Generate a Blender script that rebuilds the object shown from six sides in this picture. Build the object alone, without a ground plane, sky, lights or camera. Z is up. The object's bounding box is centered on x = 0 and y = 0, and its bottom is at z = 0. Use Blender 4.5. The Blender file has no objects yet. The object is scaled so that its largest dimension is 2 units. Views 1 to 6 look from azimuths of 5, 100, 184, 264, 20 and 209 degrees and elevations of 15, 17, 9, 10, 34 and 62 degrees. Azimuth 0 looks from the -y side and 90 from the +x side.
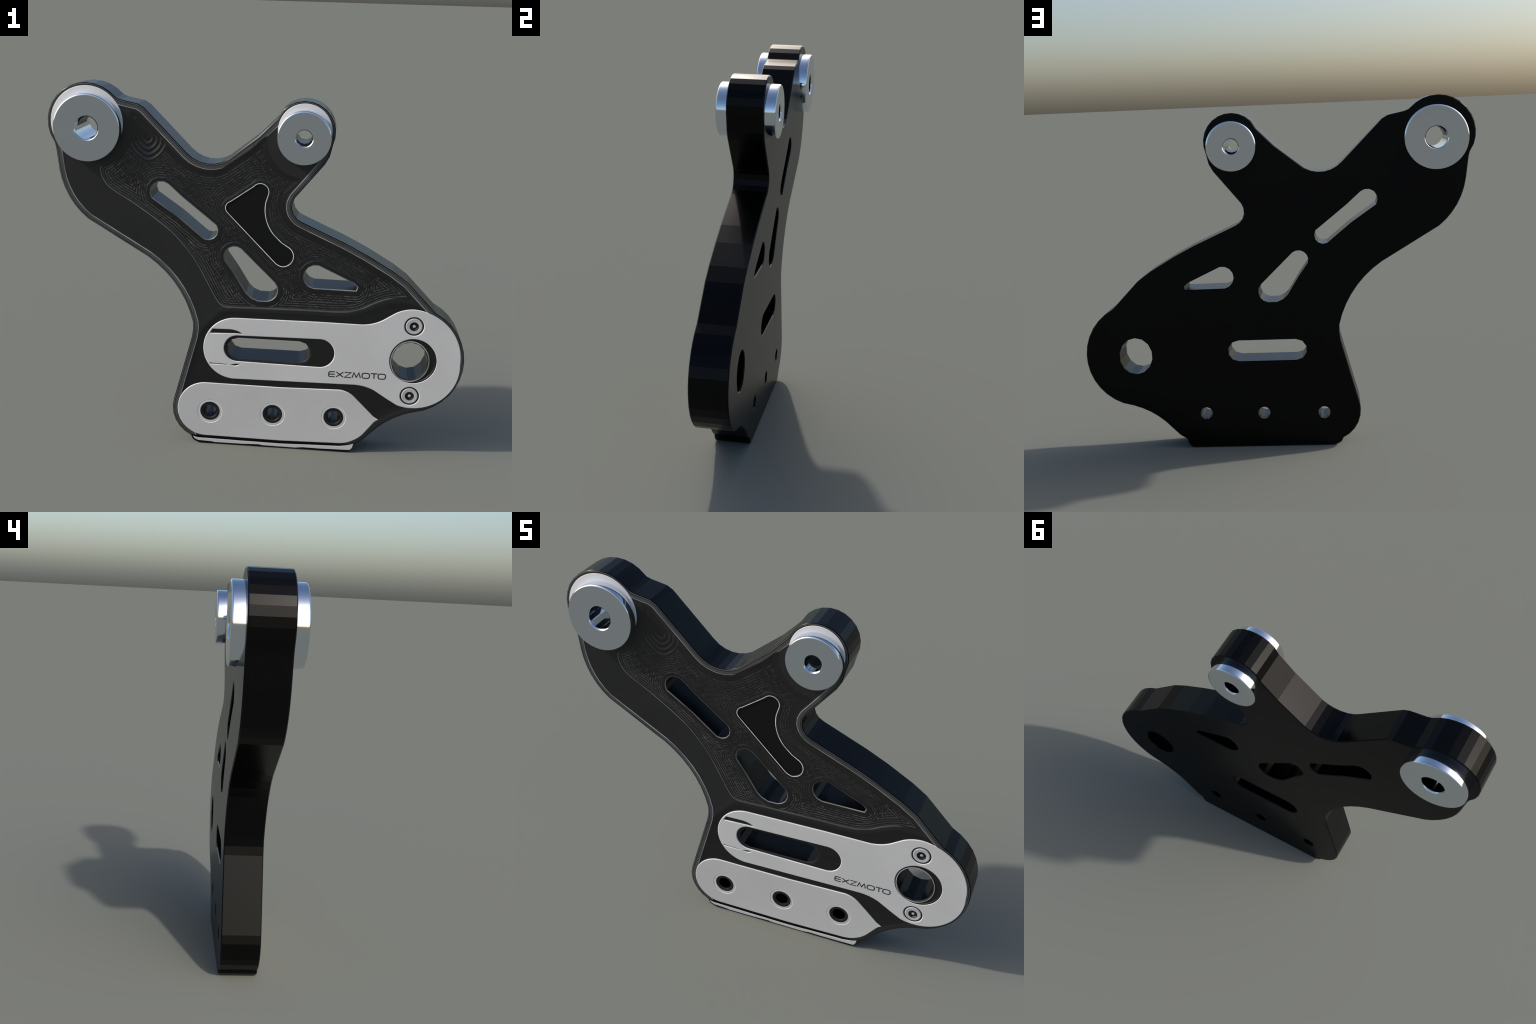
import bpy, math
import numpy as np
from mathutils import Vector
from mathutils.geometry import delaunay_2d_cdt
from mathutils.bvhtree import BVHTree

# ------------------------------------------------------------------ sizes
HALF = 0.0865          # half thickness of the bracket plate
COLLAR = 0.138        # outer face of the bushing collars
FRONT = -HALF - 0.0012 # front skin, towards -y

# ------------------------------------------------------------------ 2-D drawing helpers (x, z)
def arc(p0, pm, p1, n):
    """circular arc from p0 over pm to p1 in n straight facets"""
    (ax, ay), (bx, by), (cx, cy) = p0, pm, p1
    d = 2 * (ax * (by - cy) + bx * (cy - ay) + cx * (ay - by))
    ux = ((ax**2 + ay**2) * (by - cy) + (bx**2 + by**2) * (cy - ay) + (cx**2 + cy**2) * (ay - by)) / d
    uy = ((ax**2 + ay**2) * (cx - bx) + (bx**2 + by**2) * (ax - cx) + (cx**2 + cy**2) * (bx - ax)) / d
    r = math.hypot(ax - ux, ay - uy)
    t0 = math.atan2(ay - uy, ax - ux)
    tm = (math.atan2(by - uy, bx - ux) - t0) % (2 * math.pi)
    t1 = (math.atan2(cy - uy, cx - ux) - t0) % (2 * math.pi)
    if tm > t1:
        t1 -= 2 * math.pi
    return [(ux + r * math.cos(t0 + t1 * i / n), uy + r * math.sin(t0 + t1 * i / n)) for i in range(n + 1)]

def chain(*parts):
    out = []
    for p in parts:
        for q in (p if isinstance(p, list) else [p]):
            if not out or math.hypot(q[0] - out[-1][0], q[1] - out[-1][1]) > 1e-4:
                out.append((float(q[0]), float(q[1])))
    if math.hypot(out[0][0] - out[-1][0], out[0][1] - out[-1][1]) < 1e-4:
        out.pop()
    a = sum(out[i - 1][0] * out[i][1] - out[i][0] * out[i - 1][1] for i in range(len(out)))
    return np.array(out if a > 0 else out[::-1])

def circle(c, r, n, rz=None, turn=0.0):
    rz = r if rz is None else rz
    return np.array([(c[0] + r * math.cos(turn + 2 * math.pi * i / n),
                      c[1] + rz * math.sin(turn + 2 * math.pi * i / n)) for i in range(n)])

def stadium(x0, x1, z, r0, n, r1=None):
    r1 = r0 if r1 is None else r1
    left, right = (x0 + r0, z), (x1 - r1, z)
    pts = [(right[0] + r1 * math.sin(math.pi * i / n), z - r1 * math.cos(math.pi * i / n)) for i in range(n + 1)]
    pts += [(left[0] - r0 * math.sin(math.pi * i / n), z + r0 * math.cos(math.pi * i / n)) for i in range(n + 1)]
    return chain(pts)

def smooth_closed(points, n=8):
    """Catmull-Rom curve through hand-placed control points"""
    p = np.array(points, float)
    out = []
    for i in range(len(p)):
        a, b, c, d = p[i - 1], p[i], p[(i + 1) % len(p)], p[(i + 2) % len(p)]
        for t in np.arange(n) / n:
            out.append(0.5 * (2 * b + (c - a) * t + (2 * a - 5 * b + 4 * c - d) * t**2 + (3 * b - a - 3 * c + d) * t**3))
    return chain([tuple(q) for q in out])

def densify(loop, step):
    out = []
    for i in range(len(loop)):
        a, b = loop[i], loop[(i + 1) % len(loop)]
        n = max(1, int(np.linalg.norm(b - a) / step))
        out += [a + (b - a) * k / n for k in range(n)]
    return np.array(out)

def dist(pts, loop, closed=True):
    pts = np.asarray(pts, float)
    if len(pts) > 1500:
        # upright ribbon over the line: its nearest point gives the exact plane distance
        n = len(loop)
        vs = [(float(p[0]), float(p[1]), -1.0) for p in loop] + [(float(p[0]), float(p[1]), 1.0) for p in loop]
        tree = BVHTree.FromPolygons(vs, [(i, (i + 1) % n, n + (i + 1) % n, n + i) for i in range(n if closed else n - 1)])
        find = tree.find_nearest
        return np.array([find((x, y, 0.0))[3] for x, y in pts.tolist()])
    best = np.full(len(pts), 1e9)
    for i in range(len(loop) if closed else len(loop) - 1):
        a, b = loop[i], loop[(i + 1) % len(loop)]
        ab = b - a
        t = np.clip(((pts - a) @ ab) / max(ab @ ab, 1e-12), 0, 1)
        q = pts - a - t[:, None] * ab
        best = np.minimum(best, (q * q).sum(1))
    return np.sqrt(best)

def dist_in(pts, loop, mask, closed=True, far=1.0):
    """distance only where mask is set"""
    out = np.full(len(pts), far)
    if mask.any():
        out[mask] = dist(pts[mask], loop, closed)
    return out

def inside(pts, loop):
    pts = np.asarray(pts, float)
    box = ((pts >= loop.min(0)) & (pts <= loop.max(0))).all(1)
    full = np.zeros(len(pts), bool)
    x, y = pts[box, 0], pts[box, 1]
    r = np.zeros(len(x), bool)
    for i in range(len(loop)):
        (x0, y0), (x1, y1) = loop[i - 1], loop[i]
        if y0 == y1:
            continue
        r ^= ((y0 > y) != (y1 > y)) & (x < (x1 - x0) * (y - y0) / (y1 - y0) + x0)
    full[box] = r
    return full

def offset(loop, d, step=0.006):
    """parallel curve, d > 0 shrinks a loop, d < 0 grows it"""
    fine = densify(loop, step)
    nxt, prv = np.roll(fine, -1, 0), np.roll(fine, 1, 0)
    t = nxt - prv
    t /= np.linalg.norm(t, axis=1)[:, None]
    o = fine + np.stack([-t[:, 1], t[:, 0]], 1) * d
    keep = dist(o, loop) > abs(d) * 0.93
    return o[keep]

def miter(loop, d):
    """same-count inset of a loop by d"""
    e = np.roll(loop, -1, 0) - loop
    e /= np.linalg.norm(e, axis=1)[:, None]
    nrm = np.stack([-e[:, 1], e[:, 0]], 1)
    a, b = np.roll(nrm, 1, 0), nrm
    h = a + b
    h /= np.maximum((h * h).sum(1), 0.8)[:, None] / 2
    return loop + h * d

def sstep(x, a, b):
    t = np.clip((x - a) / (b - a), 0, 1)
    return t * t * (3 - 2 * t)

def triangulate(loops, extra, keep):
    """constrained triangulation of loops (+ free points); keep(centres) selects faces"""
    vs, es = [], []
    for lp in loops:
        k = len(vs)
        vs += [Vector((float(p[0]), float(p[1]))) for p in lp]
        es += [(k + i, k + (i + 1) % len(lp)) for i in range(len(lp))]
    vs += [Vector((float(p[0]), float(p[1]))) for p in extra]
    v, _, f, *_ = delaunay_2d_cdt(vs, es, [], 0, 1e-6)
    v = np.array([(p.x, p.y) for p in v])
    f = np.array([t for t in f if len(t) == 3])
    c = v[f].mean(1)
    m = keep(c)
    return v, f[m], c[m]

# ------------------------------------------------------------------ mesh helpers
class Builder:
    def __init__(self):
        self.v, self.f, self.m, self.s = [], [], [], []
    def add(self, verts, faces, mat=0, smooth=False):
        k = len(self.v)
        self.v += [tuple(map(float, p)) for p in verts]
        for i, t in enumerate(faces):
            self.f.append(tuple(int(j) + k for j in t))
            self.m.append(int(mat if np.isscalar(mat) else mat[i]))
            self.s.append(bool(smooth if np.isscalar(smooth) else smooth[i]))
    def strip(self, a, ya, b, yb, mat=0, smooth=False):
        """band between two loops of equal count"""
        n = len(a)
        vs = [(p[0], ya, p[1]) for p in a] + [(p[0], yb, p[1]) for p in b]
        self.add(vs, [(i, (i + 1) % n, n + (i + 1) % n, n + i) for i in range(n)], mat, smooth)
    def object(self, name, mats, parent=None):
        me = bpy.data.meshes.new(name)
        me.from_pydata(self.v, [], self.f)
        for m in mats:
            me.materials.append(m)
        me.polygons.foreach_set("material_index", self.m)
        me.polygons.foreach_set("use_smooth", self.s)
        me.update()
        ob = bpy.data.objects.new(name, me)
        bpy.context.scene.collection.objects.link(ob)
        if parent:
            ob.parent = parent
        return ob

def slab(b, outer, holes, top, bottom, bevel, m_top=0, m_bevel=0, m_wall=0):
    """flat plate with bevelled front edges; front at y=top, foot at y=bottom"""
    o2 = miter(outer, bevel)
    h2 = [miter(h, -bevel) for h in holes]
    v, f, c = triangulate([o2] + h2, [], lambda c: inside(c, o2) & ~np.any([inside(c, h) for h in h2] or [np.zeros(len(c), bool)], axis=0))
    b.add([(p[0], top, p[1]) for p in v], f, m_top)
    for lp, l2 in zip([outer] + list(holes), [o2] + h2):
        b.strip(l2, top, lp, top + bevel * 0.7, m_bevel, False)
        b.strip(lp, top + bevel * 0.7, lp, bottom, m_wall, False)

def lathe(profile, c, n):
    """profile: (radius, y) pairs turned about an axis parallel to y"""
    vs, fs = [], []
    for r, y in profile:
        vs += [(c[0] + r * math.cos(2 * math.pi * i / n), y, c[1] + r * math.sin(2 * math.pi * i / n)) for i in range(n)]
    for k in range(len(profile) - 1):
        fs += [(k * n + i, k * n + (i + 1) % n, (k + 1) * n + (i + 1) % n, (k + 1) * n + i) for i in range(n)]
    return vs, fs

# ------------------------------------------------------------------ materials
def material(name, color, rough, metal=0.0, spec=0.5, vary=0.0, scale=6.0, stretch=(1, 1, 1), bump=0.0, bump_scale=80.0, rough_vary=0.0):
    m = bpy.data.materials.new(name)
    m.use_nodes = True
    nt = m.node_tree
    p = nt.nodes["Principled BSDF"]
    p.inputs["Roughness"].default_value = rough
    p.inputs["Metallic"].default_value = metal
    p.inputs["Specular IOR Level"].default_value = spec
    tc = nt.nodes.new("ShaderNodeTexCoord")
    mp = nt.nodes.new("ShaderNodeMapping")
    mp.inputs["Scale"].default_value = stretch
    nt.links.new(tc.outputs["Object"], mp.inputs["Vector"])
    nz = nt.nodes.new("ShaderNodeTexNoise")
    nz.inputs["Scale"].default_value = scale
    nz.inputs["Detail"].default_value = 4
    nt.links.new(mp.outputs["Vector"], nz.inputs["Vector"])
    rp = nt.nodes.new("ShaderNodeValToRGB")
    lo = [max(0.0, x * (1 - vary)) for x in color]
    hi = [min(1.0, x * (1 + vary)) for x in color]
    rp.color_ramp.elements[0].position, rp.color_ramp.elements[1].position = 0.3, 0.7
    rp.color_ramp.elements[0].color = (*lo, 1)
    rp.color_ramp.elements[1].color = (*hi, 1)
    nt.links.new(nz.outputs["Fac"], rp.inputs["Fac"])
    nt.links.new(rp.outputs["Color"], p.inputs["Base Color"])
    if rough_vary:
        mr = nt.nodes.new("ShaderNodeMapRange")
        mr.inputs["To Min"].default_value = rough - rough_vary
        mr.inputs["To Max"].default_value = rough + rough_vary
        nt.links.new(nz.outputs["Fac"], mr.inputs["Value"])
        nt.links.new(mr.outputs["Result"], p.inputs["Roughness"])
    if bump:
        n2 = nt.nodes.new("ShaderNodeTexNoise")
        n2.inputs["Scale"].default_value = bump_scale
        n2.inputs["Detail"].default_value = 3
        nt.links.new(mp.outputs["Vector"], n2.inputs["Vector"])
        bp = nt.nodes.new("ShaderNodeBump")
        bp.inputs["Strength"].default_value = bump
        bp.inputs["Distance"].default_value = 0.002
        nt.links.new(n2.outputs["Fac"], bp.inputs["Height"])
        nt.links.new(bp.outputs["Normal"], p.inputs["Normal"])
    return m

BLACK = material("black_anodised_side", (0.0010, 0.0010, 0.0012), 0.25, 0.0, 0.15, 0.1, 3)
LAND = material("black_anodised_face", (0.0145, 0.0152, 0.0152), 0.34, 0.0, 0.35, 0.12, 4)
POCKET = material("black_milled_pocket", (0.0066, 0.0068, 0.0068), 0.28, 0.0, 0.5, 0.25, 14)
CREST = material("painted_crest_glint", (0.025, 0.026, 0.026), 0.30, 0.0, 0.55, 0.6, 12)  # lighter than the pocket to draw light caught on the ridges
BAND = material("grey_machined_chamfer", (0.050, 0.051, 0.053), 0.42, 0.0, 0.4, 0.3, 4)
LINE = material("pale_edge_line", (0.31, 0.31, 0.315), 0.4, 0.0, 0.5, 0.6, 6)  # pale colour for the white edge lines of the baked texture
RIM = material("near_white_rim", (0.62, 0.62, 0.63), 0.4, 0.0, 0.5, 0.25, 30)  # near-white ribbon round the blind recess
SILVER = material("satin_aluminium", (0.505, 0.508, 0.510), 0.5, 0.0, 0.4, 0.05, 3.0)
EDGE = material("lightened_bevel_glint", (0.62, 0.62, 0.62), 0.4, 0.0, 0.5, 0.15, 20)  # bevels coloured brighter than the plates to show edges catching light
CHROME = material("polished_steel", (0.72, 0.775, 0.85), 0.09, 1.0, 0.5, 0.01, 5)
WASHER = material("brushed_steel_seat", (0.60, 0.60, 0.62), 0.4, 0.0, 0.5, 0.06, 8)
HEAD = material("steel_screw_head", (0.42, 0.42, 0.425), 0.4, 0.0, 0.5, 0.1, 25)
GAP = material("dark_gap", (0.008, 0.008, 0.009), 0.45, 0.0, 0.3, 0.1, 5)
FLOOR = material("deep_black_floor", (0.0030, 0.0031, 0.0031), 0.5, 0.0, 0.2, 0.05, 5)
RECESS = material("black_recess_face", (0.0080, 0.0083, 0.0083), 0.38, 0.0, 0.35, 0.15, 6, (1, 1, 5))
DULL = material("dull_aluminium", (0.450, 0.452, 0.453), 0.5, 0.0, 0.4, 0.06, 2.5)
GREY = material("mid_grey_edge_line", (0.125, 0.126, 0.128), 0.38, 0.0, 0.5, 0.55, 8)  # mid-grey lines round the slots and along the pocket wall
SHINE = material("pale_streaked_crest", (0.052, 0.054, 0.054), 0.30, 0.0, 0.6, 0.55, 12)  # paler crest colour for the stripes beside the left wall
CONE = material("turned_steel_cone", (0.66, 0.66, 0.665), 0.33, 0.35, 0.5, 0.06, 20)
INK = material("engraved_black_lettering", (0.02, 0.02, 0.022), 0.5, 0.0, 0.3, 0.05, 5)

# ------------------------------------------------------------------ drawing of the plate
BIG, SMALL = (-0.806, 1.557), (0.197, 1.549)          # bushing axes
BIG_LOBE, SMALL_LOBE = (-0.815, 1.577), (0.198, 1.577)

outline = chain(
    (0.500, 0.045), (0.536, 0.068),
    arc((0.608, 0.141), (0.674, 0.190), (0.771, 0.232), 4),
    arc((0.826, 0.246), (0.9995, 0.497), (0.892, 0.714), 12),      # pivot lobe
    (0.849, 0.741), (0.711, 0.882), (0.640, 0.932), (0.517, 1.003), (0.414, 1.055),
    arc((0.199, 1.150), (0.150, 1.213), (0.162, 1.264), 5),        # inner corner
    (0.294, 1.427), (0.314, 1.463),
    arc((0.326, 1.517), (0.269, 1.690), (0.096, 1.667), 11),       # small bushing lobe
    (0.074, 1.630), (-0.014, 1.541),
    arc((-0.157, 1.427), (-0.235, 1.405), (-0.347, 1.453), 6),     # saddle
    (-0.547, 1.654), (-0.575, 1.670), (-0.655, 1.686), (-0.677, 1.694),
    arc((-0.713, 1.725), (-0.940, 1.711), (-0.988, 1.515), 12),    # big bushing lobe
    (-0.968, 1.479), (-0.962, 1.454),
    arc((-0.948, 1.350), (-0.911, 1.236), (-0.815, 1.120), 6),     # shoulder
    arc((-0.577, 0.979), (-0.410, 0.843), (-0.305, 0.630), 8),     # long inner sweep
    (-0.304, 0.595), (-0.309, 0.556),
    arc((-0.395, 0.227), (-0.388, 0.119), (-0.308, 0.036), 6),     # heel
    (-0.300, 0.018), (-0.288, 0.008), (-0.268, 0.0), (0.474, 0.0), (0.486, 0.010), (0.495, 0.026))

outline = miter(outline, -0.0014) * np.array([1.0, 1.0])
outline[:, 1] = np.maximum(outline[:, 1], 0.0)

slot_long = chain(arc((-0.508, 1.236), (-0.504, 1.295), (-0.431, 1.302), 6), (-0.362, 1.241),
                  arc((-0.203, 1.116), (-0.203, 1.066), (-0.276, 1.064), 6), (-0.382, 1.150))
slot_mid = chain(arc((-0.159, 0.953), (-0.140, 1.009), (-0.082, 1.007), 6),
                 arc((0.083, 0.849), (0.0945, 0.795), (0.050, 0.757), 5), arc((0.004, 0.757), (-0.028, 0.771), (-0.052, 0.793), 2), (-0.110, 0.885))
slot_tri = chain(arc((0.267, 0.834), (0.219, 0.890), (0.288, 0.945), 7), (0.457, 0.867), (0.475, 0.850), (0.469, 0.832))
slot_arm = stadium(-0.138, 0.266, 0.5075, 0.0545, 5)
pivot = circle((0.744, 0.493), 0.0855, 14, 0.0955, 0.2)
BOLTS = [(-0.216, 0.172), (0.094, 0.176), (0.394, 0.180)]
bolt_holes = [circle(c, 0.0325, 12, turn=0.13) for c in BOLTS]
def turned(loop, c, a):
    d = loop - np.array(c)
    return np.array(c) + np.stack([d[:, 0] * math.cos(a) - d[:, 1] * math.sin(a), d[:, 0] * math.sin(a) + d[:, 1] * math.cos(a)], 1)
bores = [turned(circle(BIG, 0.0505, 14, 0.060), BIG, -math.pi / 4), circle((SMALL[0], SMALL[1] + 0.009), 0.0405, 12)]
holes = [slot_long, slot_mid, slot_tri, slot_arm, pivot] + bolt_holes + bores

blind = chain(arc((-0.147, 1.180), (-0.158, 1.206), (-0.136, 1.232), 6),
              (-0.031, 1.306), arc((-0.020, 1.316), (0.012, 1.322), (0.040, 1.280), 9),
              arc((0.027, 1.236), (0.030, 1.161), (0.072, 1.080), 9), (0.109, 1.045),
              arc((0.146, 1.022), (0.163, 0.965), (0.122, 0.933), 10), arc((0.112, 0.933), (0.092, 0.942), (0.076, 0.956), 3))
blind = densify(blind, 0.01)

pocket = chain(
    smooth_closed([(-0.753, 1.369), (-0.744, 1.320), (-0.702, 1.268), (-0.580, 1.194), (-0.434, 1.090), (-0.365, 1.022),
                   (-0.303, 0.944), (-0.253, 0.858), (-0.205, 0.768), (-0.172, 0.724), (-0.133, 0.713), (0.0, 0.715), (0.210, 0.718),
                   (0.400, 0.719), (0.485, 0.733), (0.559, 0.771), (0.622, 0.797), (0.686, 0.805), (0.732, 0.803),
                   (0.698, 0.841), (0.635, 0.896), (0.524, 0.966), (0.352, 1.051), (0.215, 1.110), (0.165, 1.140), (0.131, 1.184),
                   (0.117, 1.235), (0.126, 1.276), (0.155, 1.311), (0.188, 1.352),
                   (0.120, 1.376), (0.070, 1.418), (0.034, 1.480), (0.024, 1.545),
                   (-0.047, 1.484), (-0.146, 1.412), (-0.185, 1.386), (-0.225, 1.375), (-0.290, 1.384), (-0.363, 1.421), (-0.448, 1.501),
                   (-0.549, 1.606), (-0.576, 1.630), (-0.612, 1.636), (-0.622, 1.560), (-0.640, 1.485), (-0.688, 1.412), (-0.725, 1.384)], 4).tolist())

ridge = np.array([(-0.33, 0.535), (-0.17, 0.700), (-0.133, 0.707), (0.42, 0.712), (0.485, 0.726), (0.559, 0.763), (0.622, 0.790),
                  (0.70, 0.797), (0.80, 0.775), (0.92, 0.70), (1.1, 0.4)])
recess = chain([tuple(p) for p in ridge], (1.1, -0.1), (-0.5, -0.1), (-0.5, 0.5))

# ------------------------------------------------------------------ height of the front face (depth below y = FRONT)
EDGE_W, THIN_W, DARK_W, BAND_W, LINE_W = 0.004, 0.0056, 0.0105, 0.0245, 0.0275
rng = np.random.default_rng(7)
waves = [(rng.uniform(60, 420, 2) * rng.choice([-1, 1], 2), rng.uniform(0, 6.28)) for _ in range(14)]

def grain(p):
    return sum(np.sin(p @ k + ph) for k, ph in waves) / 3.7

PITCH = 0.0116        # step of the milling cutter
left_wall = np.array([(-0.753, 1.369), (-0.744, 1.320), (-0.702, 1.268), (-0.580, 1.194), (-0.434, 1.090), (-0.365, 1.022),
                      (-0.303, 0.944), (-0.253, 0.858), (-0.205, 0.768), (-0.172, 0.724), (-0.133, 0.713), (0.40, 0.719), (0.559, 0.771), (0.64, 0.80)])

def cutter_path(d_pocket, d_slot, d_blind):
    """distance to the nearest wall, lip or recess: the cutter runs along its contours"""
    return np.minimum(np.minimum(d_pocket, np.abs(d_slot - 0.02)), np.abs(d_blind - 0.012))

def ring_phase(q, r):
    a = np.arctan2(q[:, 1], q[:, 0])
    return (r * (1 + 0.05 * np.sin(2 * a + 0.6) + 0.03 * np.sin(5 * a)) / 0.0235) ** 1.08

def depth(p):
    in_pocket = inside(p, pocket)
    land = ~in_pocket
    d_out = dist_in(p, outline, land)
    d_pocket = dist_in(p, pocket, in_pocket, far=-1.0)
    d_slot = np.min([dist_in(p, s, in_pocket) for s in (slot_long, slot_mid, slot_tri)], axis=0)
    in_blind = inside(p, blind)
    d_blind = dist_in(p, blind, in_pocket)
    d_ridge = dist_in(p, ridge, land, False)
    d_left = dist_in(p, left_wall, in_pocket, False)
    # land, stepped down towards the clamping area under the ridge
    e = 0.0022 + 0.0025 * np.where(inside(p, recess), sstep(d_ridge, 0.0, 0.03), 0) * sstep(d_out, LINE_W, 0.055)
    e = e - 0.0020 * np.exp(-(dist_in(p, ridge[:3], d_ridge < 0.05, False) / 0.010) ** 2) * sstep(d_out, LINE_W, 0.04)
    # outline: rounded corner, chamfer band, pale inner edge line
    t = np.clip(d_out / EDGE_W, 0, 1)
    e = np.where(d_out < LINE_W, np.interp(d_out, [EDGE_W, THIN_W, BAND_W, LINE_W], [0.0016, 0.0013, 0.0012, 0.0022]), e)
    e = np.where(d_out < EDGE_W, 0.0016 + 0.0040 * (1 - t) ** 2, e)
    # milled pocket, steep wall on the left and below, wide fillet elsewhere
    run = 0.007 + 0.020 * sstep(d_left - d_pocket, 0.002, 0.06)
    floor = 0.0022 + 0.0026 * sstep(d_pocket / run, 0.0, 1.0)
    path = cutter_path(d_pocket, d_slot, d_blind)
    g = grain(p)
    scallop = np.abs(np.sin(np.pi * path / PITCH)) ** 0.8
    cross = np.sin(p @ np.array([330.0, 260.0])) * np.sin(p @ np.array([-280.0, 350.0]))
    fade = sstep(d_pocket / run, 0.6, 1.3)
    floor = floor + fade * (0.0008 * (scallop - 1) * (0.8 + 0.3 * g) + 0.0004 * cross * sstep(g, -0.2, 0.9))
    # plunge spot of the cutter: nested ring steps, open towards the boss
    q = (p - np.array((-0.530, 1.518))) * np.array([1.0, 0.86])
    r = np.linalg.norm(q, axis=1)
    facing = sstep((q @ np.array([0.25, -0.97])) / np.maximum(r, 1e-6), -0.75, 0.2)
    rings = 0.002 * (1 - r / 0.095) + facing * 0.0026 * (np.abs(np.sin(np.pi * ring_phase(q, r))) - 0.6)
    floor = np.where(r < 0.095, 0.0040 + rings, floor) * sstep(d_pocket, -0.004, 0.012) + 0.0022 * (1 - sstep(d_pocket, -0.004, 0.012))
    # raised smooth lips round the slots and the blind recess
    lip = np.minimum(d_slot, np.where(in_blind, 0, d_blind + 0.004))
    flat = np.minimum(floor, 0.0028)
    floor = np.where(lip < 0.025, flat + (floor - flat) * sstep(lip, 0.019, 0.025), floor)
    floor = floor + np.where(d_slot < 0.004, 0.003 * (1 - d_slot / 0.004), 0)
    floor = np.where(~in_blind & (d_blind < 0.0037), 0.0018, floor)
    floor = np.where(in_blind, np.where(d_blind < 0.003, 0.0018 + (d_blind / 0.003) * 0.0047, 0.0065), floor)
    e = np.where(in_pocket, floor, e)
    # rims of the holes in the clamping area
    for h in [slot_arm, pivot] + bolt_holes:
        d = dist_in(p, h, land)
        e = np.where(d < 0.005, e + 0.004 * (1 - d / 0.005), e)
    return e

# ------------------------------------------------------------------ root
root = bpy.data.objects.new("mounting_bracket", None)
bpy.context.scene.collection.objects.link(root)
root["label"] = "black milled metal mounting bracket with silver plates and bushings"
root["category"] = "metal bracket"

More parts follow.
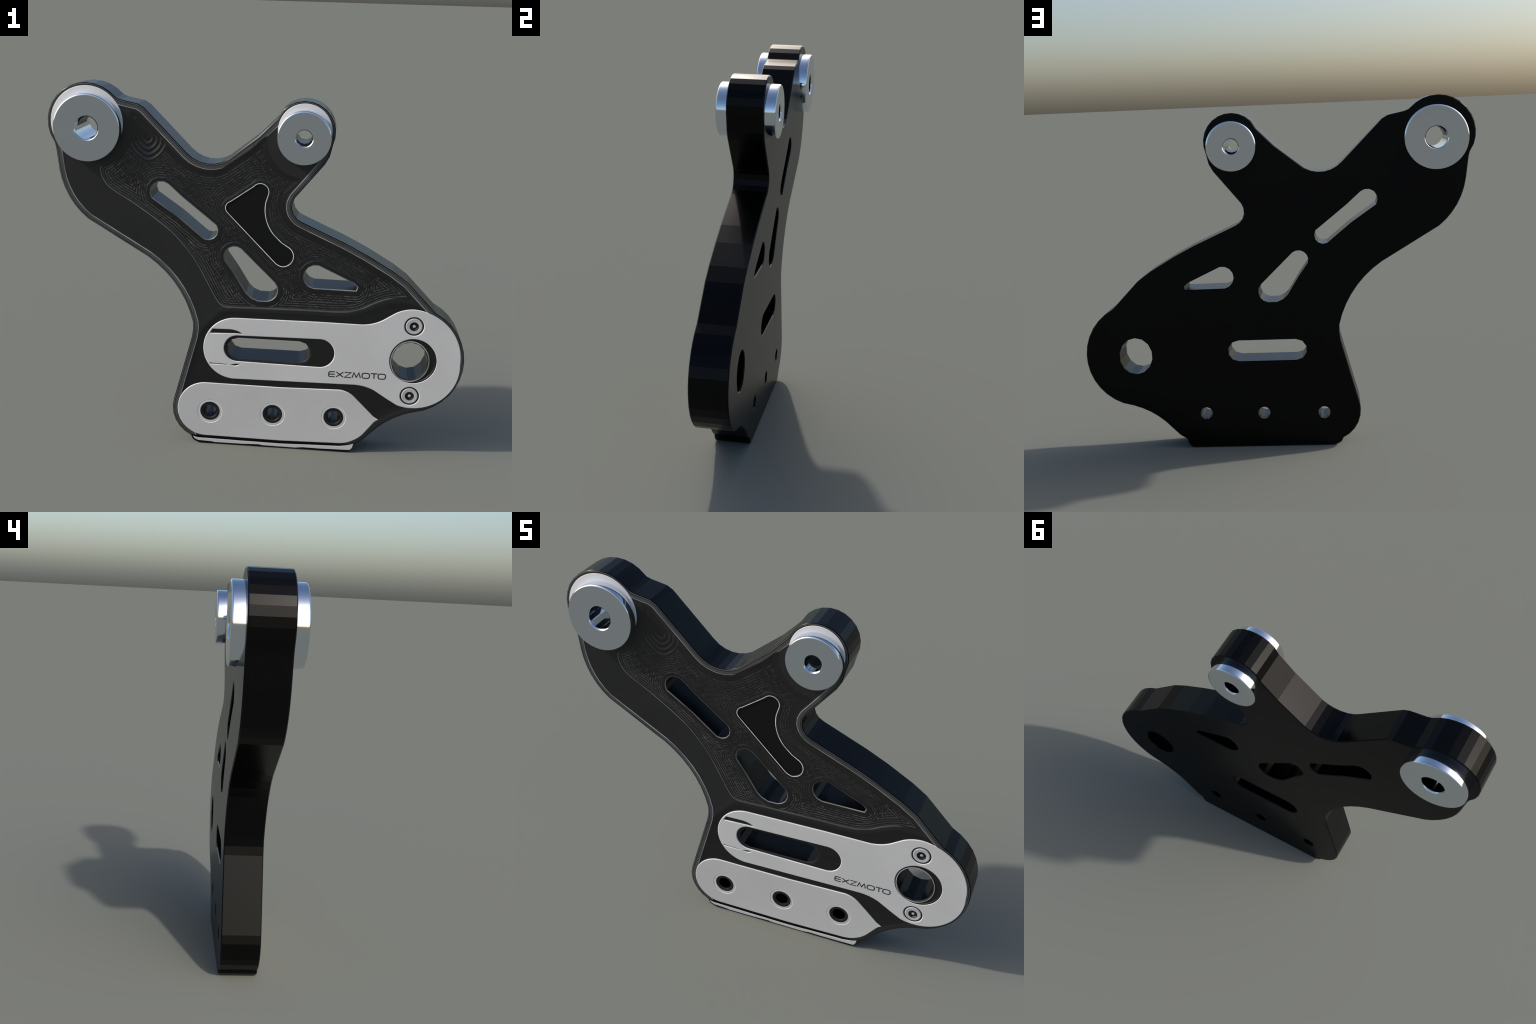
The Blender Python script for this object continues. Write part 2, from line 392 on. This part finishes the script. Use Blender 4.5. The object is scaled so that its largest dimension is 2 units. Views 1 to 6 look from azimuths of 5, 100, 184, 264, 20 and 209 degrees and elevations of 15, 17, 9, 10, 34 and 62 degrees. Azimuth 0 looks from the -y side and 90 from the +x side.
# ------------------------------------------------------------------ plate
def build_plate():
    b = Builder()
    fine = 0.004
    loops = [outline] + [offset(outline, d) for d in (EDGE_W, THIN_W, DARK_W, BAND_W, LINE_W, 0.036, 0.046, 0.056)]
    lips = []
    for s in (slot_long, slot_mid, slot_tri):
        lips += [offset(s, -0.004, 0.004), offset(s, -0.019), offset(s, -0.025)]
    lips += [offset(blind, -0.0035, 0.004), offset(blind, 0.003, 0.004), offset(pocket, 0.0028, 0.004), offset(pocket, 0.008, 0.005)]
    rims = [offset(h, -0.005, 0.004) for h in [slot_arm, pivot] + bolt_holes]
    all_loops = loops + holes + [densify(pocket, fine), blind] + lips + rims
    lo, hi = pocket.min(0), pocket.max(0)
    gx, gz = np.meshgrid(np.arange(lo[0], hi[0], 0.0021), np.arange(lo[1], hi[1], 0.0021))
    gx = gx + (np.arange(gx.shape[0]) % 2)[:, None] * 0.00105
    grid = np.stack([gx.ravel(), gz.ravel()], 1)
    grid = grid[inside(grid, pocket) & ~inside(grid, blind)]
    near = np.full(len(grid), 1.0)
    for l in [pocket, blind, slot_long, slot_mid, slot_tri] + lips:
        box = ((grid > l.min(0) - 0.01) & (grid < l.max(0) + 0.01)).all(1)
        near = np.minimum(near, dist_in(grid, l, box & (near > 0.0011)))
    grid = grid[near > 0.0011]
    rx, rz = np.meshgrid(np.arange(-1, 1, 0.01), np.arange(0.02, 1.76, 0.01))
    coarse = np.stack([rx.ravel(), rz.ravel()], 1)
    coarse = coarse[inside(coarse, outline) & ~inside(coarse, pocket) & (dist(coarse, outline) > 0.060)]
    near = np.min([dist(coarse, l) for l in holes + [pocket]], axis=0)
    coarse = coarse[near > 0.008]
    def keep(c):
        return inside(c, outline) & ~np.any([inside(c, h) for h in holes], axis=0)
    v, f, c = triangulate(all_loops, np.vstack([grid, coarse]), keep)
    e = depth(v)
    in_pocket, in_blind = inside(c, pocket), inside(c, blind)
    d_out = dist_in(c, outline, ~in_pocket)
    d_blind = dist_in(c, blind, in_pocket)
    d_left = dist_in(c, left_wall, in_pocket, False)
    mat = np.full(len(c), 1)
    mat[inside(c, recess) & (dist_in(c, ridge, ~in_pocket, False) > 0.012)] = 10
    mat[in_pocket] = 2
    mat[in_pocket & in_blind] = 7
    # crests between cutter passes, glints painted on with lighter materials
    d_pocket = dist_in(c, pocket, in_pocket)
    d_lip = np.min([dist_in(c, s, in_pocket) for s in (slot_long, slot_mid, slot_tri)], axis=0)
    phase = (cutter_path(d_pocket, d_lip, d_blind) / PITCH + 0.5) % 1.0 - 0.5
    q = (c - np.array((-0.530, 1.518))) * np.array([1.0, 0.86])
    r = np.linalg.norm(q, axis=1)
    g = grain(c)
    crest = in_pocket & ~in_blind & (np.abs(phase) < 0.15 + 0.06 * g) & (d_pocket > 0.011) & (d_lip > 0.027) & (d_blind > 0.018) & (r > 0.095)
    ring = in_pocket & (r < 0.095) & (r > 0.012) & (np.abs((ring_phase(q, r) + 0.5) % 1.0 - 0.5) < 0.10 + 0.05 * grain(c)) & ((q @ np.array([0.25, -0.97])) > 0.1 * r)
    top_band = (d_left - d_pocket > 0.01) & (d_pocket < 0.030)
    calm = np.sin(c @ np.array([9.0, 14.0]) + 1.0) + np.sin(c @ np.array([-17.0, 6.0])) + 0.8 * np.sin(c @ np.array([23.0, 21.0]) + 2.0)
    mat[(crest & ~top_band & (g > 0.3 * calm - 0.35)) | ring] = 6
    wall_line = in_pocket & (d_pocket < 0.0028) & (d_left < 0.006)
    low_wall = in_pocket & (d_pocket < 0.0075) & (c[:, 0] > -0.17) & (c[:, 1] < 0.805) & (d_left < 0.010)
    mat[low_wall] = 3
    mat[wall_line & ~low_wall] = 8
    streak = crest & (d_left < 0.085 + 0.03 * g) & (d_pocket > 0.011)
    mat[streak] = 9
    lip_line = in_pocket & ~in_blind & (((d_lip > 0.019) & (d_lip < 0.021)) | (np.abs(d_blind - 0.0165) < 0.0012)) & (g > 0.1)
    mat[lip_line] = 6
    mat[in_pocket & (d_blind < 0.0035) & ~in_blind] = 5
    mat[(d_out > DARK_W) & (d_out < BAND_W)] = 3
    mat[(d_out > THIN_W) & (d_out < DARK_W)] = 1
    low = c[:, 1] < 0.36
    mat[(d_out > THIN_W) & (d_out < BAND_W) & low & (c[:, 0] > -0.25)] = 1
    mat[(d_out > BAND_W) & (d_out < LINE_W)] = 4
    mat[(d_out > EDGE_W) & (d_out < THIN_W)] = 8
    mat[low & (d_out < LINE_W) & (c[:, 0] > -0.25)] = 1
    mat[d_out < EDGE_W] = 0
    mat[in_pocket & (d_lip < 0.004)] = 8
    mat[c[:, 1] < 0.04] = 0
    smooth = (in_pocket & ~in_blind) | (mat == 1) | (mat == 10) | (mat == 0)
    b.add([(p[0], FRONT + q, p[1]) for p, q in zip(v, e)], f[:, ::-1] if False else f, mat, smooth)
    # side walls, flat facets, small bevel at the back
    bev = 0.0045
    back_outer = miter(outline, bev)
    back_holes = [miter(h, -bev * 0.7) for h in holes]
    for lp, lb in zip([outline] + holes, [back_outer] + back_holes):
        e0 = depth(lp)
        n = len(lp)
        vs = [(p[0], FRONT + q, p[1]) for p, q in zip(lp, e0)] + [(p[0], HALF - bev, p[1]) for p in lp] + [(p[0], HALF, p[1]) for p in lb]
        fs = [(k * n + i, k * n + (i + 1) % n, (k + 1) * n + (i + 1) % n, (k + 1) * n + i) for k in range(2) for i in range(n)]
        b.add(vs, fs, 0, False)
    v, f, c = triangulate([back_outer] + back_holes, [], lambda c: inside(c, back_outer) & ~np.any([inside(c, h) for h in back_holes], axis=0))
    b.add([(p[0], HALF, p[1]) for p in v], f[:, ::-1], 0, False)
    return b.object("plate", [BLACK, LAND, POCKET, BAND, LINE, RIM, CREST, FLOOR, GREY, SHINE, RECESS], root)

plate = build_plate()

# ------------------------------------------------------------------ silver cover plates on the front
TOP = FRONT + 0.0004
BED = FRONT + 0.010

arm_outline = densify(chain(
    arc((-0.095, 0.664), (-0.2535, 0.506), (-0.110, 0.351), 26),
    (0.16, 0.3535), (0.455, 0.357), arc((0.470, 0.357), (0.528, 0.353), (0.584, 0.334), 8), (0.642, 0.297),
    arc((0.698, 0.264), (0.905, 0.303), (0.984, 0.491), 22), arc((0.984, 0.493), (0.905, 0.690), (0.750, 0.755), 20),
    arc((0.745, 0.755), (0.700, 0.748), (0.660, 0.731), 6), arc((0.606, 0.695), (0.564, 0.676), (0.500, 0.666), 8), (0.30, 0.6675)), 0.05)
window = stadium(-0.153, 0.383, 0.5090, 0.066, 20, 0.0715)
slit = chain((-0.222, 0.581), (-0.098, 0.5855), (-0.060, 0.5845), arc((-0.085, 0.597), (-0.110, 0.603), (-0.135, 0.6045), 5), (-0.210, 0.603))
scratch = chain((-0.219, 0.4275), (-0.135, 0.4240), (-0.132, 0.4215), (-0.219, 0.4230))
chip = chain((-0.122, 0.4225), (-0.095, 0.4285), (-0.068, 0.4305), (-0.088, 0.4205), (-0.100, 0.4190))
pivot_seat = circle((0.759, 0.496), 0.1115, 48)
SCREWS = [(0.753, 0.671), (0.754, 0.317)]
seats = [circle(c, 0.0465, 32) for c in SCREWS]

b = Builder()
slab(b, arm_outline, [window, slit, scratch, chip, pivot_seat] + seats, TOP, BED, 0.003, 0, 1, 2)
arm = b.object("cover_plate", [SILVER, EDGE, HEAD], root)

foot_outline = chain(
    arc((-0.245, 0.3225), (-0.3775, 0.185), (-0.245, 0.0415), 26), (0.137, 0.038), (0.430, 0.045),
    arc((0.440, 0.046), (0.500, 0.066), (0.556, 0.119), 8), (0.594, 0.170), (0.612, 0.183), (0.588, 0.197), arc((0.497, 0.287), (0.462, 0.314), (0.420, 0.327), 6),
    (0.127, 0.3205))
sinks = [circle(c, 0.0585, 40) for c in BOLTS]
b = Builder()
slab(b, foot_outline, sinks, TOP, BED, 0.003, 0, 1, 2)
mount = b.object("mount_plate", [DULL, EDGE, HEAD], root)

# countersinks of the bolt holes
b = Builder()
vs, fs = lathe([(0.0590, TOP + 0.0018), (0.0575, TOP + 0.0008), (0.0395, TOP + 0.0080), (0.0380, TOP + 0.0080), (0.0370, TOP + 0.011)], (0, 0), 40)
b.add(vs, fs, [0] * 80 + [1] * 80, True)
sink = b.object("countersink", [CONE, HEAD], mount)
for i, c in enumerate(BOLTS):
    ob = sink if i == 0 else sink.copy()
    if i:
        bpy.context.scene.collection.objects.link(ob)
    ob.location = (c[0], 0, c[1])

# seat ring inside the pivot opening
b = Builder()
vs, fs = lathe([(0.112, FRONT + 0.0015), (0.107, FRONT + 0.002), (0.104, FRONT + 0.0045)], (0.759, 0.496), 48)
b.add(vs, fs, 0, False)
vs, fs = lathe([(1.0, FRONT + 0.0025), (1.05, FRONT + 0.0015), (1.10, FRONT + 0.004)], (0, 0), 48)
vs = [(0.7445 + x * 0.0885, y, 0.4935 + z * 0.0985) for x, y, z in vs]
b.add(vs, fs, [1] * 48 + [0] * 48, True)
b.object("pivot_ring", [GAP, LINE], root)

# bare strip on the front of the foot
strip = chain((-0.3005, 0.035), (-0.288, 0.0305), (-0.266, 0.0265), (0.137, 0.023), (0.430, 0.030), (0.470, 0.036), (0.4985, 0.0465),
              (0.4935, 0.024), (0.482, 0.0115), (0.330, 0.009), (0.250, 0.010), (0.215, 0.0055), (0.05, 0.0065), (0.03, 0.010), (-0.05, 0.007),
              (-0.19, 0.0065), (-0.205, 0.0095), (-0.272, 0.012), (-0.289, 0.019))
b = Builder()
slab(b, strip, [], FRONT + 0.0004, FRONT + 0.010, 0.0015, 0, 0, 1)
b.object("foot_strip", [DULL, HEAD], root)

# ------------------------------------------------------------------ screws with hexagon sockets
def build_screw():
    b = Builder()
    vs, fs = lathe([(0.0395, FRONT + 0.008), (0.0395, TOP + 0.002), (0.0378, TOP + 0.0002), (0.0345, TOP - 0.0002), (0.0330, TOP + 0.0002), (0.0220, TOP + 0.0002)], (0, 0), 36)
    b.add(vs, fs, 0, [False] * 36 + [True] * 36 * 4)
    k = np.arange(36) * 2 * math.pi / 36
    rad = 0.0178 / np.cos((k + 0.2) % (math.pi / 3) - math.pi / 6)
    hex_loop = np.stack([rad * np.cos(k), rad * np.sin(k)], 1)
    ring = circle((0, 0), 0.0220, 36)
    b.strip(ring, TOP + 0.0002, hex_loop, TOP + 0.0006, 1)
    b.strip(hex_loop, TOP + 0.0006, hex_loop * 0.8, TOP + 0.006, 1)
    b.strip(hex_loop * 0.8, TOP + 0.006, hex_loop * 0.45, TOP + 0.0045, 0)
    b.add([(p[0] * 0.45, TOP + 0.0045, p[1] * 0.45) for p in hex_loop] + [(0, TOP + 0.003, 0)], [(i, (i + 1) % 36, 36) for i in range(36)], 0)
    return b.object("screw", [HEAD, GAP], arm)

screw = build_screw()
for i, c in enumerate(SCREWS):
    ob = screw if i == 0 else screw.copy()
    if i:
        bpy.context.scene.collection.objects.link(ob)
    ob.location = (c[0], 0, c[1])
    ob.rotation_euler = (0, 0.35 * i, 0)

# ------------------------------------------------------------------ bushings: collar front and back, one bore right through
def build_bushing(c, r, bore, seat_c, seat_r):
    b = Builder()
    y0, y1, q = HALF - 0.004, COLLAR, 0.007
    rim = [(r - q + q * math.sin(t), y1 - q + q * math.cos(t)) for t in np.linspace(0, math.pi / 2, 6)]
    bore_part = [(bore, 0.0), (bore, y1 - 0.006)]
    lead_in = [(bore, y1 - 0.006), (bore + 0.003, y1 - 0.002), (bore + 0.006, y1)]
    face = [(bore + 0.006, y1), (r - q, y1)]
    n = 96
    for s in (1, -1):
        for part in (bore_part, lead_in, face, rim + [(r, y0)]):
            vs, fs = lathe([(a, s * y) for a, y in part], c, n)
            b.add(vs, fs, 0, part is not face)
    ob = b.object("bushing", [CHROME], root)
    b = Builder()
    lp = circle(seat_c, seat_r, 72)
    slab(b, lp, [circle(c, bore + 0.012, 40)], FRONT + 0.0003, FRONT + 0.008, 0.002, 0, 1, 1)
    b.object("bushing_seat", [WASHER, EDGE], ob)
    return ob

build_bushing(BIG, 0.1565, 0.053, BIG_LOBE, 0.170)
build_bushing(SMALL, 0.1235, 0.037, SMALL_LOBE, 0.1245)

# ------------------------------------------------------------------ lettering: wide strokes, one object per letter
def stroke(b, pts, w, closed=False):
    p = np.array(pts, float)
    n = len(p)
    L, R = [], []
    for i in range(n):
        a = p[i - 1] if (closed or i > 0) else p[i] - (p[1] - p[0])
        c = p[(i + 1) % n] if (closed or i < n - 1) else p[i] + (p[i] - p[i - 1])
        d0, d1 = (p[i] - a) / np.linalg.norm(p[i] - a), (c - p[i]) / np.linalg.norm(c - p[i])
        m = np.array([-(d0 + d1)[1], (d0 + d1)[0]])
        m /= np.linalg.norm(m)
        k = w / 2 / max(0.5, m @ np.array([-d0[1], d0[0]]))
        L.append(p[i] + m * k)
        R.append(p[i] - m * k)
    y0, y1 = TOP - 0.0004, TOP + 0.0005
    vs = [(q[0], y0, q[1]) for q in L] + [(q[0], y0, q[1]) for q in R] + [(q[0], y1, q[1]) for q in L] + [(q[0], y1, q[1]) for q in R]
    fs = []
    for i in range(n if closed else n - 1):
        j = (i + 1) % n
        fs += [(i, j, n + j, n + i), (i, j, 2 * n + j, 2 * n + i), (n + i, n + j, 3 * n + j, 3 * n + i)]
    if not closed:
        fs += [(0, n, 3 * n, 2 * n), (n - 1, 2 * n - 1, 4 * n - 1, 3 * n - 1)]
    b.add(vs, fs, 0)

H, SW = 0.0256, 0.0052
def rounded(w, h, r, n=5):
    out = []
    for cx, cz, a in ((w - r, r, -90), (w - r, h - r, 0), (r, h - r, 90), (r, r, 180)):
        out += [(cx + r * math.cos(math.radians(a + 90 * i / n)), cz + r * math.sin(math.radians(a + 90 * i / n))) for i in range(n + 1)]
    return out
LETTERS = {
    "e": lambda w: [([(w, H), (0.006, H), (0.002, H - 0.0015), (0, H - 0.006), (0, 0.006), (0.002, 0.0015), (0.006, 0), (w, 0)], False), ([(0.001, H / 2), (w, H / 2)], False)],
    "x": lambda w: [([(0, H), (w, 0)], False), ([(0, 0), (w, H)], False)],
    "z": lambda w: [([(0, H), (w, H), (0, 0), (w, 0)], False)],
    "m": lambda w: [([(0, 0), (w * 0.20, H), (w * 0.5, 0.003), (w * 0.80, H), (w, 0)], False)],
    "o": lambda w: [(rounded(w, H, 0.010), True)],
    "t": lambda w: [([(0, H), (w, H)], False), ([(w / 2, 0), (w / 2, H)], False)],
}
text_x, text_z, tilt = 0.3600, 0.3935, 0.010
for ch, x, w in (("e", 0.0005, 0.0295), ("x", 0.0365, 0.034), ("z", 0.0770, 0.031), ("m", 0.1135, 0.040), ("o", 0.1610, 0.0355), ("t", 0.2020, 0.033), ("o", 0.2380, 0.0355)):
    b = Builder()
    for pts, closed in LETTERS[ch](w):
        stroke(b, [(text_x + x + u, text_z + v + tilt * (x + u)) for u, v in pts], SW, closed)
    b.object("letter", [INK], arm)
